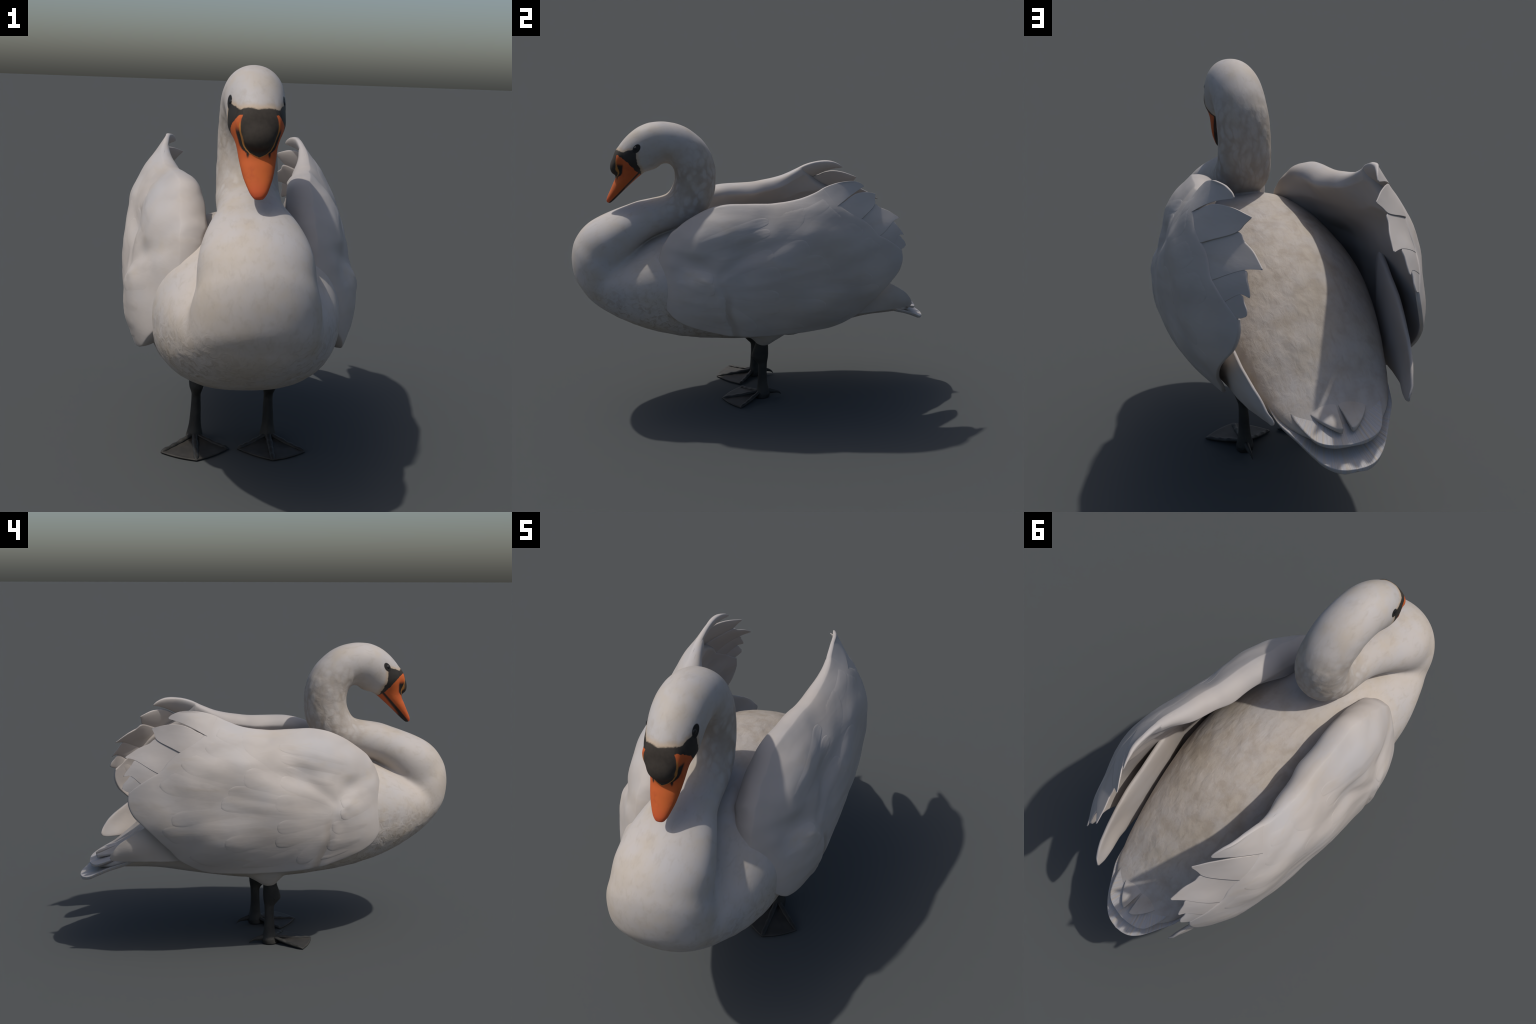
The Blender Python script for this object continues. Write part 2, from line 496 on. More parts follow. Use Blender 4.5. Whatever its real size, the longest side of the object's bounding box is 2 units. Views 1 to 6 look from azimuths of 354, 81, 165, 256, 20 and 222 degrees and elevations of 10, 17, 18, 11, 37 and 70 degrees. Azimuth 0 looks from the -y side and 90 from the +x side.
def build_body(root, m_plume, m_face):
    V, F = [], []
    for v, f in (torso_mesh(), neck_mesh(), *knob_meshes(), thigh_mesh(1), thigh_mesh(-1)):
        o = len(V); V += list(v); F += [tuple(i + o for i in q) for q in f]
    me = clean(mesh_from("body_raw", V, F))
    ob = add("body_raw", me)
    mod = ob.modifiers.new("fuse", "REMESH"); mod.mode = "VOXEL"; mod.voxel_size = .0048; mod.adaptivity = 0
    sm = ob.modifiers.new("soften", "SMOOTH"); sm.factor = .5; sm.iterations = 6
    dg = bpy.context.evaluated_depsgraph_get(); ev = ob.evaluated_get(dg); em = ev.to_mesh()
    n = len(em.vertices); co = np.empty(n * 3); em.vertices.foreach_get("co", co); co = co.reshape(-1, 3)
    faces = [tuple(p.vertices) for p in em.polygons]
    E = np.empty(len(em.edges) * 2, int); em.edges.foreach_get("vertices", E); E = E.reshape(-1, 2)
    ev.to_mesh_clear(); bpy.data.objects.remove(ob)
    # extra relaxation only where parts join (crease under the neck, thigh roots)
    deg = np.bincount(E.ravel(), minlength=n).astype(float)[:, None]
    y, z = co[:, 1], co[:, 2]
    def ball(cy, cz, r):
        return np.clip(1.3 - np.hypot(y - cy, z - cz) / r, 0, 1)
    wgt = np.maximum.reduce([.30 * ball(-.74, 1.36, .075), ball(-.93, .68, .24), ball(-.74, .72, .20), ball(.05, .38, .09) * .8])[:, None]
    for _ in range(90):
        acc = np.zeros_like(co)
        np.add.at(acc, E[:, 0], co[E[:, 1]]); np.add.at(acc, E[:, 1], co[E[:, 0]])
        co = co + .5 * wgt * (acc / deg - co)
    # downy relief: curls on the breast, soft lumps on back and hind neck
    me = mesh_from("body_all", co, faces)
    nor = np.empty(n * 3); me.vertices.foreach_get("normal", nor); nor = nor.reshape(-1, 3)
    relief = downy_relief(co)
    co = co + nor * relief[:, None]
    me.vertices.foreach_set("co", co.ravel()); me.update()
    me.vertices.foreach_get("normal", nor_flat := np.empty(n * 3)); nor = nor_flat.reshape(-1, 3)
    # split by region
    cen = np.array([co[list(f)].mean(0) for f in faces])
    x, y, z = cen.T
    jawline = np.where(z > 1.33, -.47 - .35 * (z - 1.45), -.50)
    bill = (y + .75 * (z - 1.30) < -.625) & (z < 1.43) & (y < -.58) & (z > 1.10 + .5 * (y + .80))
    head = ~bill & (z > 1.2) & (y < jawline)
    neck = ~bill & ~head & (z > np.interp(y, [-1.1, -.9, -.66, -.5, -.3, -.15], [.74, .76, .86, .965, 1.02, 1.06]))
    leg = (z < .368) & (y > -.09) & (y < .20) & (np.abs(np.abs(x) - .156) < .1)
    leg &= z < np.interp(y, [-.05, .05, .15], [.335, .335, .345])
    groups = {"head": head, "neck": neck, "thigh": leg & (x > 0), "thigh.001": leg & (x < 0), "beak": bill}
    rest = ~np.logical_or.reduce(list(groups.values())); groups["torso"] = rest
    bpy.data.meshes.remove(me)
    made = {}
    for name, sel in groups.items():
        idx = np.where(sel)[0]
        if not len(idx):
            continue
        used = np.unique(np.concatenate([faces[i] for i in idx])); remap = -np.ones(n, int); remap[used] = np.arange(len(used))
        part = mesh_from(name, co[used], [tuple(remap[list(faces[i])]) for i in idx])
        part.normals_split_custom_set_from_vertices([tuple(v) for v in nor[used]])
        made[name] = add(name, part, root, m_face if name in ("head", "beak") else m_plume)
    return made, (co, faces)


def value_noise(p, scale, seed):
    """Smooth 3D lattice noise in -1..1 (seeded)."""
    r = np.random.default_rng(seed).uniform(-1, 1, (32, 32, 32)); q = p * scale + 100
    i = np.floor(q).astype(int); f = q - i; f = f * f * (3 - 2 * f); out = 0
    for dx in (0, 1):
        for dy in (0, 1):
            for dz in (0, 1):
                w = (f[:, 0] if dx else 1 - f[:, 0]) * (f[:, 1] if dy else 1 - f[:, 1]) * (f[:, 2] if dz else 1 - f[:, 2])
                out = out + w * r[(i[:, 0] + dx) % 32, (i[:, 1] + dy) % 32, (i[:, 2] + dz) % 32]
    return out


def sstep(v, a, b):
    t = np.clip((v - a) / (b - a), 0, 1)
    return t * t * (3 - 2 * t)


def downy_relief(co):
    x, y, z = co.T; ax = np.abs(x); q = np.column_stack([ax, y, z])
    warp = q + .03 * np.column_stack([value_noise(q, 14, s) for s in (1, 2, 3)])
    breast = sstep(z, .86, .52) * sstep(y, -.05, -.25) * (.35 + .65 * sstep(ax, .05, .2))
    back = sstep(y, -.2, .05) * sstep(z, .45, .6)
    neck = sstep(z, 1.02, 1.12) * sstep(z, 1.46, 1.34) * sstep(y, -.5, -.34)
    ridged = value_noise(warp, 26, 5)
    return (breast * .0016 * ridged + back * .0012 * value_noise(warp * np.array([1, .6, .8]), 22, 6)
            + neck * .0016 * value_noise(warp, 34, 7))


# ------------------------------------------------------------------- wings
# Cross-sections of the wing's outer face: distance x from the body axis at
# heights WZ, one row per station along y.
WZ = (.38, .46, .54, .62, .70, .78, .86, .94, 1.02, 1.08, 1.14, 1.20, 1.26)
WING = [
    (-0.55, (0.300, 0.305, 0.305, 0.300, 0.285, 0.265, 0.240, 0.210, 0.180, 0.160, 0.150, 0.150, 0.150)),
    (-0.48, (0.322, 0.340, 0.353, 0.360, 0.352, 0.335, 0.312, 0.280, 0.225, 0.190, 0.175, 0.175, 0.175)),
    (-0.41, (0.332, 0.353, 0.376, 0.395, 0.395, 0.380, 0.345, 0.325, 0.278, 0.215, 0.195, 0.190, 0.190)),
    (-0.34, (0.342, 0.366, 0.396, 0.420, 0.424, 0.416, 0.370, 0.362, 0.325, 0.268, 0.210, 0.200, 0.200)),
    (-0.27, (0.350, 0.379, 0.410, 0.436, 0.440, 0.434, 0.397, 0.378, 0.352, 0.308, 0.238, 0.210, 0.200)),
    (-0.20, (0.356, 0.390, 0.421, 0.446, 0.449, 0.440, 0.418, 0.393, 0.372, 0.333, 0.270, 0.225, 0.210)),
    (-0.10, (0.353, 0.393, 0.426, 0.448, 0.454, 0.446, 0.426, 0.392, 0.378, 0.347, 0.293, 0.235, 0.210)),
    (0.00, (0.340, 0.383, 0.421, 0.448, 0.462, 0.463, 0.451, 0.416, 0.390, 0.348, 0.300, 0.240, 0.210)),
    (0.10, (0.324, 0.371, 0.414, 0.444, 0.463, 0.468, 0.464, 0.442, 0.406, 0.374, 0.328, 0.265, 0.220)),
    (0.20, (0.302, 0.354, 0.403, 0.438, 0.456, 0.458, 0.460, 0.454, 0.429, 0.392, 0.350, 0.295, 0.250)),
    (0.30, (0.277, 0.332, 0.390, 0.436, 0.452, 0.451, 0.452, 0.452, 0.442, 0.412, 0.378, 0.328, 0.285)),
    (0.40, (0.254, 0.311, 0.376, 0.422, 0.444, 0.448, 0.452, 0.451, 0.442, 0.412, 0.380, 0.338, 0.298)),
    (0.50, (0.232, 0.289, 0.350, 0.394, 0.424, 0.440, 0.441, 0.438, 0.416, 0.388, 0.352, 0.316, 0.282)),
    (0.60, (0.208, 0.262, 0.314, 0.369, 0.403, 0.413, 0.405, 0.393, 0.364, 0.326, 0.282, 0.243, 0.213)),
    (0.70, (0.178, 0.228, 0.276, 0.324, 0.356, 0.368, 0.363, 0.349, 0.309, 0.253, 0.191, 0.139, 0.105)),
    (0.80, (0.145, 0.191, 0.233, 0.269, 0.296, 0.308, 0.302, 0.278, 0.224, 0.161, 0.094, 0.036, -0.005)),
]
# thickness of the wing (folded arm in front and on top, thin vanes behind) at heights 0..1
THICK_T = (0, .3, .6, .8, .93, 1)
THICK = [
    (-.50, (.05, .09, .13, .14, .14, .11)),
    (-.38, (.04, .10, .16, .195, .17, .115)),
    (-.25, (.030, .09, .17, .205, .165, .120)),
    (-.10, (.026, .06, .09, .155, .150, .115)),
    (.05, (.024, .075, .095, .130, .138, .100)),
    (.20, (.022, .050, .095, .120, .118, .072)),
    (.35, (.020, .038, .085, .098, .060, .024)),
    (.48, (.018, .036, .074, .062, .034, .018)),
    (.60, (.016, .024, .030, .028, .022, .018)),
    (.70, (.014, .018, .020, .018, .016, .014)),
]
RIDGE = [(-.490, .970), (-.466, 1.004), (-.44, 1.026), (-.40, 1.056), (-.35, 1.089), (-.30, 1.115), (-.25, 1.135), (-.20, 1.148), (-.15, 1.155), (-.05, 1.156),
         (.05, 1.157), (.10, 1.163), (.15, 1.170), (.22, 1.186), (.29, 1.214), (.335, 1.236)]
REAR = [(.335, 1.236), (.375, 1.195), (.415, 1.155), (.455, 1.125), (.523, 1.085), (.585, 1.035), (.625, .988), (.68, .955), (.735, .915), (.772, .882)]
LOWER = [(-.17, .472), (-.09, .460), (.0, .452), (.10, .448), (.20, .446), (.30, .448), (.38, .455), (.44, .475), (.49, .505), (.54, .541), (.583, .593), (.626, .636),
         (.669, .682), (.715, .726), (.756, .769), (.776, .815), (.779, .845), (.772, .882)]
FRONT = [(-.17, .472), (-.31, .505), (-.44, .555), (-.515, .630), (-.545, .715), (-.548, .80), (-.532, .88), (-.512, .935), (-.490, .970)]


def nat(ts, vs, t):
    """Smooth (C1 Catmull) interpolation along the first axis."""
    ts = np.asarray(ts, float); vs = np.asarray(vs, float)
    m = np.gradient(vs, ts, axis=0); t = np.clip(t, ts[0], ts[-1])
    i = np.clip(np.searchsorted(ts, t, side="right") - 1, 0, len(ts) - 2)
    h = (ts[i + 1] - ts[i])[:, None]; s = ((t - ts[i])[:, None]) / h
    return ((1 + 2 * s) * (1 - s) ** 2 * vs[i] + s * (1 - s) ** 2 * h * m[i] + s * s * (3 - 2 * s) * vs[i + 1] + s * s * (s - 1) * h * m[i + 1])


WY = np.array([w[0] for w in WING]); WX = np.array([w[1] for w in WING])


def wing_base(y, z):
    """Outer face of the wing without folds: x at (y, z)."""
    y = np.atleast_1d(np.asarray(y, float)); z = np.atleast_1d(np.asarray(z, float))
    rows = nat(WY, WX, y)                                      # (n, nz)
    zs = np.array(WZ); m = np.gradient(rows, zs, axis=1); zc = np.clip(z, zs[0], zs[-1])
    i = np.clip(np.searchsorted(zs, zc, side="right") - 1, 0, len(zs) - 2); k = np.arange(len(y))
    h = zs[i + 1] - zs[i]; s = (zc - zs[i]) / h
    return ((1 + 2 * s) * (1 - s) ** 2 * rows[k, i] + s * (1 - s) ** 2 * h * m[k, i] + s * s * (3 - 2 * s) * rows[k, i + 1] + s * s * (s - 1) * h * m[k, i + 1])


def below(y, z, line):
    """Signed height below a line (y, z), and a window that fades at its ends."""
    p = np.array(line); zl = np.interp(y, p[:, 0], p[:, 1]); a, b = p[0, 0], p[-1, 0]
    return zl - z, sstep(y, a - .05, a + .04) * sstep(y, b + .06, b - .10)


def fold(y, z, line, front, rear, width):
    """A soft fold along a line (y, z): raised by `front` on its front side and by `rear` behind it."""
    p = smooth_curve(line, 40); best = np.full(len(y), 9.0); side = np.zeros(len(y)); along = np.zeros(len(y))
    for k in range(len(p) - 1):
        ab = p[k + 1] - p[k]; t = np.clip(((y - p[k, 0]) * ab[0] + (z - p[k, 1]) * ab[1]) / (ab @ ab), 0, 1)
        dy, dz = y - p[k, 0] - t * ab[0], z - p[k, 1] - t * ab[1]; d = np.hypot(dy, dz); m = d < best
        best = np.where(m, d, best); side = np.where(m, np.sign(ab[0] * dz - ab[1] * dy), side); along = np.where(m, (k + t) / (len(p) - 1), along)
    s = best * side; w = sstep(along, 0, .12) * sstep(along, 1, .85)
    return w * (front * np.exp(-((s + width) / width) ** 2) + rear * np.exp(-((s - width) / width) ** 2))


def wing_x(y, z):
    """Outer face with its soft folds: the raised edge of the forearm coverts, shoulder tuft, hollow above."""
    y = np.atleast_1d(np.asarray(y, float)); z = np.atleast_1d(np.asarray(z, float)); x = wing_base(y, z)
    s, w = below(y, z, [(-.30, .735), (-.256, .778), (-.16, .848), (-.05, .905), (.06, .945), (.20, .965)])
    x = x + w * (0.0025 * np.exp(-((s - .026) / .030) ** 2) - .0025 * np.exp(-((s + .024) / .026) ** 2))
    s, w = below(y, z, [(-.22, .76), (-.10, .775), (.05, .80), (.20, .83), (.34, .875)])
    x = x + w * .0012 * (np.exp(-((s - .02) / .022) ** 2) - np.exp(-((s + .02) / .022) ** 2))
    d = np.interp(z, [.47, .61, .70, .78], [-.168, -.208, -.214, -.25]) - y
    x = x + fold(y, z, [(.045, 1.175), (.007, 1.110), (-.014, 1.073), (-.050, 1.027), (-.092, .967), (-.140, .908), (-.200, .855), (-.275, .812), (-.31, .80)], .0025, -.0032, .034)
    x = x + fold(y, z, [(-.24, .80), (-.278, .812), (-.333, .849), (-.395, .876), (-.47, .886), (-.52, .89)], -.003, .003, .026)
    w = sstep(z, .84, .76)
    x = x + w * (.005 * np.exp(-((d - .022) / .024) ** 2) - .0045 * np.exp(-((d + .016) / .018) ** 2))
    return x


def wing_normal(y, z, e=.004):
    dy = (wing_x(y + e, z) - wing_x(y - e, z)) / (2 * e); dz = (wing_x(y, z + e) - wing_x(y, z - e)) / (2 * e)
    n = np.column_stack([np.ones_like(dy), -dy, -dz])
    return n / np.linalg.norm(n, axis=1)[:, None]


def ease(n, k=1.6):
    """0..1, denser towards both ends."""
    t = np.linspace(-1, 1, n); s = np.sin(t * np.pi / 2)
    return (.5 + .5 * (t * (1 - .75) + s * .75))


EDGE = [smooth_curve(c, 400) for c in (RIDGE, REAR[::-1], LOWER, FRONT)]
SINK = .15        # how far the rim lies below the outer face, in half thicknesses


def wing_body(y, z, rim=None):
    """Outer and inner x of the wing at (y, z), rounded off towards the rim."""
    th = nat([t[0] for t in THICK], [t[1] for t in THICK], y)
    zb = np.interp(y, EDGE[2][:330, 0], EDGE[2][:330, 1]); zt = np.interp(y, EDGE[0][:, 0], EDGE[0][:, 1])
    v = np.clip((z - zb) / (zt - zb), 0, 1)
    tv = np.array([np.interp(q, THICK_T, r) for q, r in zip(v, th)])
    d = np.full(len(y), 9.0)
    for c in EDGE:
        for a, b in zip(c[:-1:3], np.vstack([c[3::3], c[-1:]])):
            ab = b - a; t = np.clip(((y - a[0]) * ab[0] + (z - a[1]) * ab[1]) / max(ab @ ab, 1e-12), 0, 1)
            d = np.minimum(d, np.hypot(y - a[0] - t * ab[0], z - a[1] - t * ab[1]))
    e = np.sqrt(np.clip(1 - (1 - np.clip(d / np.maximum(.5 * tv, .006), 0, 1)) ** 2, 0, 1))
    if rim is not None:
        e = np.where(rim, 0, e)
    X = wing_x(y, z); h = tv / 2
    return X - SINK * h * (1 - e), X - 2 * h + (2 - SINK) * h * (1 - e), d


def wing_shell():
    nu, nv = 150, 110
    u, v = ease(nu), ease(nv)
    def at(c, t):
        s = np.linspace(0, 1, len(c)); return np.column_stack([np.interp(t, s, c[:, k]) for k in (0, 1)])
    top, rear, low, front = EDGE
    B, T = at(low, u), at(top, u); L, R = at(front, v), at(rear, v)
    U, Vv = np.meshgrid(u, v, indexing="ij"); U = U[..., None]; Vv = Vv[..., None]
    c00, c10, c01, c11 = low[0], low[-1], top[0], top[-1]
    P = ((1 - Vv) * B[:, None] + Vv * T[:, None] + (1 - U) * L[None] + U * R[None]
         - ((1 - U) * (1 - Vv) * c00 + U * (1 - Vv) * c10 + (1 - U) * Vv * c01 + U * Vv * c11))
    # even out the grid where the outline runs smoothly through a corner
    wc = sum(np.exp(-(np.hypot(P[..., 0] - c[0], P[..., 1] - c[1]) / .15) ** 2) for c in (c00, c10, c01, c11))[1:-1, 1:-1, None].clip(0, 1)
    for _ in range(700):
        P[1:-1, 1:-1] += wc * ((P[2:, 1:-1] + P[:-2, 1:-1] + P[1:-1, 2:] + P[1:-1, :-2]) / 4 - P[1:-1, 1:-1])
    y, z = P[..., 0].ravel(), P[..., 1].ravel()
    rim = np.zeros((nu, nv), bool); rim[0] = rim[-1] = True; rim[:, 0] = rim[:, -1] = True
    ox, ix, _ = wing_body(y, z, rim.ravel())
    verts = np.vstack([np.column_stack([ox, y, z]), np.column_stack([ix, y, z])]); faces = []
    for i in range(nu - 1):
        for j in range(nv - 1):
            a = i * nv + j; q = (a, a + nv, a + nv + 1, a + 1)
            faces.append(q); faces.append(tuple(c + nu * nv for c in q[::-1]))
    return verts, faces


def blade(up, low, thick, off, n=60, m=15, xf=None, taper=.55):
    """A feather vane between an upper and a lower edge curve in (y, z), lying on the wing face,
    sunk by `off`, `thick` deep in the middle and thinning to the edges; it ends where both edges meet."""
    U, L = smooth_curve(up, n), smooth_curve(low, n); w = ease(m)
    P = U[:, None] * w[None, :, None] + L[:, None] * (1 - w)[None, :, None]
    y, z = P[..., 0].ravel(), P[..., 1].ravel()
    X = (xf or wing_x)(y, z)
    s = np.repeat(np.linspace(0, 1, n), m); t = np.tile(w, n)
    prof = np.sqrt(np.clip(1 - (2 * t - 1) ** 2, 0, 1)) * np.clip((1 - s) * 6, 0, 1) ** .5
    o = off if np.isscalar(off) else np.interp(s, np.linspace(0, 1, len(off)), off)
    th = thick * (1 - taper * s) * (.25 + .75 * prof) * np.where((t > 0) & (t < 1) & (s < 1), 1, 0)
    O = np.column_stack([X - o, y, z]); I = np.column_stack([X - o - th, y, z])
    N = n * m; faces = []
    for i in range(n - 1):
        for j in range(m - 1):
            a = i * m + j; q = (a, a + m, a + m + 1, a + 1)
            faces.append(q); faces.append(tuple(c + N for c in q[::-1]))
    for j in range(m - 1):
        faces.append((j, j + 1, N + j + 1, N + j))
    return np.vstack([O, I]), faces


# vanes that stand out behind the covert line: (upper edge, lower edge), both from root to tip
SEAMS = [  # where neighbouring vanes meet, from under the coverts to the notch between their tips
    [(.36, 1.01), (.48, 1.055), (.56, 1.092), (.629, 1.130)],
    [(.40, .87), (.54, .93), (.65, .985), (.732, 1.032)],
    [(.46, .79), (.60, .845), (.69, .905), (.758, .961)],
]


def tuck(seam):
    """Each vane's upper edge runs a little under its neighbour, up to the notch."""
    return [(y, z + .014) for y, z in seam[:-1]] + [seam[-1]]


REAR_VANES = [
    ([(.20, 1.178), (.29, 1.212), (.35, 1.243), (.42, 1.262), (.50, 1.265), (.55, 1.246), (.569, 1.228)],
     [(.20, 1.08), (.30, 1.10), (.37, 1.135), (.43, 1.170), (.47, 1.192), (.515, 1.212), (.569, 1.228)]),
    ([(.26, 1.10), (.36, 1.155), (.432, 1.167), (.472, 1.188), (.515, 1.202), (.575, 1.199), (.643, 1.177)],
     SEAMS[0] + [(.634, 1.152), (.643, 1.177)]),
    (tuck(SEAMS[0]) + [(.662, 1.108), (.71, 1.085), (.779, 1.039)], SEAMS[1] + [(.755, 1.037), (.779, 1.039)]),
    (tuck(SEAMS[1]) + [(.755, 1.006), (.778, .978), (.792, .956)], SEAMS[2] + [(.772, .961), (.792, .956)]),
    (tuck(SEAMS[2]) + [(.778, .940), (.795, .920), (.801, .900)],
     [(.52, .76), (.63, .79), (.70, .83), (.745, .868), (.771, .885), (.785, .890), (.801, .900)]),
]


def primaries():
    """Folded flight feathers: a long blade tucked between wing and rump."""
    up = [(.16, .90), (.30, .875), (.42, .845), (.55, .795), (.64, .745), (.715, .693), (.753, .668), (.79, .643), (.823, .615), (.849, .580), (.862, .555), (.865, .541)]
    low = [(.16, .60), (.30, .56), (.42, .535), (.52, .522), (.60, .522), (.66, .524), (.72, .525), (.77, .524), (.81, .525), (.84, .528), (.857, .533), (.865, .541)]
    def xf(y, z):
        xu = np.interp(y, [.16, .30, .45, .55, .64, .715, .79, .849, .865], [.425, .374, .347, .335, .319, .304, .283, .258, .240])
        xl = np.interp(y, [.16, .30, .52, .60, .70, .77, .826, .865], [.405, .348, .301, .295, .280, .258, .243, .237])
        zu = np.interp(y, [p[0] for p in up[:10]], [p[1] for p in up[:10]]); t = np.clip((z - .525) / np.maximum(zu - .525, .02), 0, 1)
        return xl + (xu - xl) * t + .016 * np.sin(np.pi * t) * np.clip((.87 - y) / .1, 0, 1)
    return blade(up, low, .040, 0.0, n=70, m=21, xf=xf)


# contour feathers on the outer face: root, tip (y, z), half width, height above the vane
FAN = (-.315, .735)


def covert_list():
    """Overlapping rows that fan out from the wrist, with the long scapulars above and the shoulder feathers in front."""
    out = []
    rows = [(.50, .98, 8, 36, -20, .060, .0004), (.24, .66, 7, 34, -27, .060, .0006), (.05, .40, 5, 30, -36, .055, .0007)]
    for r0, r1, cnt, a0, a1, hw, lift in rows:
        for i in range(cnt):
            a = math.radians(a0 + (a1 - a0) * (i + RNG.uniform(-.22, .22)) / (cnt - 1)); l1 = r1 * RNG.uniform(.90, 1.06); l0 = r0 * RNG.uniform(.9, 1.1)
            c = np.array((math.cos(a), math.sin(a))); k = math.radians(RNG.uniform(-4, 4)); c1 = np.array((math.cos(a + k), math.sin(a + k)))
            root = np.array(FAN) + c * l0; tip = np.array(FAN) + c1 * l1
            for _ in range(90):                                   # keep the tip on the wing
                if inside(tip, .012):
                    break
                tip = root + (tip - root) * .96
            if np.linalg.norm(tip - root) > .10 and inside(root, .01):
                out.append((root, tip, hw * RNG.uniform(.85, 1.15), lift))
    for b, a, w in [((-.30, .885), (.03, .985), .030), ((-.34, .920), (.05, 1.035), .030), ((-.385, .955), (.045, 1.085), .030)]:
        out.append((np.array(b), np.array(a), w, .0005))
    for a, b, w in [((-.47, .85), (-.26, .795), .042), ((-.49, .775), (-.25, .745), .044), ((-.46, .69), (-.205, .685), .044), ((-.42, .62), (-.185, .590), .042),
                    ((-.34, .56), (-.165, .500), .034)]:
        out.append((np.array(a), np.array(b), w, .0005))
    return out


def inside(p, margin):
    poly = np.vstack([EDGE[2], EDGE[1], EDGE[0][::-1], EDGE[3][::-1]]); q = np.roll(poly, -1, axis=0)
    cross = ((poly[:, 1] > p[1]) != (q[:, 1] > p[1])) & (p[0] < (q[:, 0] - poly[:, 0]) * (p[1] - poly[:, 1]) / (q[:, 1] - poly[:, 1] + 1e-12) + poly[:, 0])
    return cross.sum() % 2 == 1 and np.hypot(*(poly - p).T).min() > margin


def covert(root, tip, hw, lift, n=34, m=13):
    a, b = np.array(root), np.array(tip); d = b - a; ln = np.linalg.norm(d); d /= ln; p = np.array((-d[1], d[0]))
    s = np.linspace(0, 1, n); bend = RNG.uniform(-.05, .05) * ln
    mid = a + np.outer(s, d) * ln + np.outer(np.sin(np.pi * s) * bend, p)
    wid = hw * (.62 + .38 * sstep(s, 0, .6)) * np.sqrt(np.clip(1 - np.clip((s - .74) / .26, 0, 1) ** 2.2, 0, 1)) + 1e-4
    t = np.linspace(-1, 1, m)
    P = mid[:, None] + p[None, None] * (wid[:, None] * t[None])[..., None]
    y, z = P[..., 0].ravel(), P[..., 1].ravel()
    X, _, dist = wing_body(y, z); N = wing_normal(y, z)
    S = np.repeat(s, m); Tt = np.tile(t, n)
    rim = np.clip((1 - np.abs(Tt)) / (.75 - .5 * sstep(S, .6, .95)), 0, 1) ** 1.3 * np.clip((1 - S) / .04, 0, 1)
    h = -.0010 + (.0013 + lift * sstep(S, .05, .7)) * np.sqrt(np.clip(rim, 0, 1)) * sstep(S, 0, .25) + .0003 * np.exp(-(Tt / .12) ** 2) * sstep(S, .1, .3)
    h = h - .006 * (1 - sstep(dist, .012, .045))
    O = np.column_stack([X, y, z]) + N * h[:, None]; I = O - N * .004
    M = n * m; faces = []
    for i in range(n - 1):
        for j in range(m - 1):
            k = i * m + j; q = (k, k + m, k + m + 1, k + 1); faces.append(q); faces.append(tuple(c + M for c in q[::-1]))
    ring = [i * m for i in range(n)] + [(n - 1) * m + j for j in range(1, m)] + [i * m + m - 1 for i in range(n - 2, -1, -1)] + [j for j in range(m - 2, 0, -1)]
    for i, k in enumerate(ring):
        k2 = ring[(i + 1) % len(ring)]; faces.append((k, k2, k2 + M, k + M))
    return O, I, faces


def mirrored(v, s):
    v = np.array(v, float); v[:, 0] *= s
    return v


def build_wings(root, m_wing):
    shell = wing_shell()
    vanes = [blade(*REAR_VANES[0], .060, (.004, .002, 0.0, 0.0), taper=.80)]
    vanes += [blade(u, l, .024, off) for (u, l), off in zip(REAR_VANES[1:], ((.008, .005, .001, 0.0),) + ((.011, .008, .004, .0005),) * 3)]
    prim = primaries(); cov = []
    for c in covert_list():
        O, I, f = covert(*c); cov.append((np.vstack([O, I]), f))
    for s in (1, -1):
        w = add("wing", clean(mesh_from("wing", mirrored(shell[0], s), shell[1]), 2e-5), root, m_wing)
        for v, f in vanes:
            add("flight_feather", clean(mesh_from("flight_feather", mirrored(v, s), f)), w, m_wing)
        add("folded_primary_feathers", clean(mesh_from("folded_primary_feathers", mirrored(prim[0], s), prim[1])), w, m_wing)
        for v, f in cov:
            add("covert_feather", clean(mesh_from("covert_feather", mirrored(v, s), f)), w, m_wing)


# -------------------------------------------------------------------- tail
def plate(outline, zc, zedge, thick, y0, half0, n=60, m=41):
    """A tail layer: `outline` half width by y, z along the middle and at the rim."""
    oy = [p[0] for p in outline]; ow = [p[1] for p in outline]
    s = np.linspace(0, 1, n); ys = y0 + (oy[-1] - y0) * (1 - (1 - s) ** 2.2)
    W = spline(oy, ow, ys) if len(oy) > 2 else np.interp(ys, oy, ow); W[-1] = 0
    # rounded end: width from the outline falls like an ellipse close to the tip
    t = np.linspace(-1, 1, m)
    X = W[:, None] * t[None]; Y = np.repeat(ys[:, None], m, 1)
    C = spline([p[0] for p in zc], [p[1] for p in zc], ys)[:, None]; E = spline([p[0] for p in zedge], [p[1] for p in zedge], ys)[:, None]
    Z = C + (E - C) * np.abs(t[None]) ** 2.0
    d = np.minimum(1, np.minimum((1 - np.abs(t[None])) * W[:, None] / .012, ((oy[-1] - ys) / .012)[:, None]))
    th = thick * (.18 + .82 * np.sqrt(np.clip(1 - (1 - d) ** 2, 0, 1)))
    top = np.column_stack([X.ravel(), Y.ravel(), Z.ravel()]); bot = np.column_stack([X.ravel(), Y.ravel(), (Z - th).ravel()])
    N = n * m; faces = []
    for i in range(n - 1):
        for j in range(m - 1):
            a = i * m + j; q = (a, a + m, a + m + 1, a + 1); faces.append(q[::-1]); faces.append(tuple(c + N for c in q))
        a = i * m; faces.append((a, a + m, a + m + N, a + N)); a += m - 1; faces.append((a, a + m, a + m + N, a + N)[::-1])
    for j in range(m - 1):
        faces.append((j, j + 1, j + 1 + N, j + N))
    return clean(mesh_from("tail_layer", np.vstack([top, bot]), faces), 1e-5)


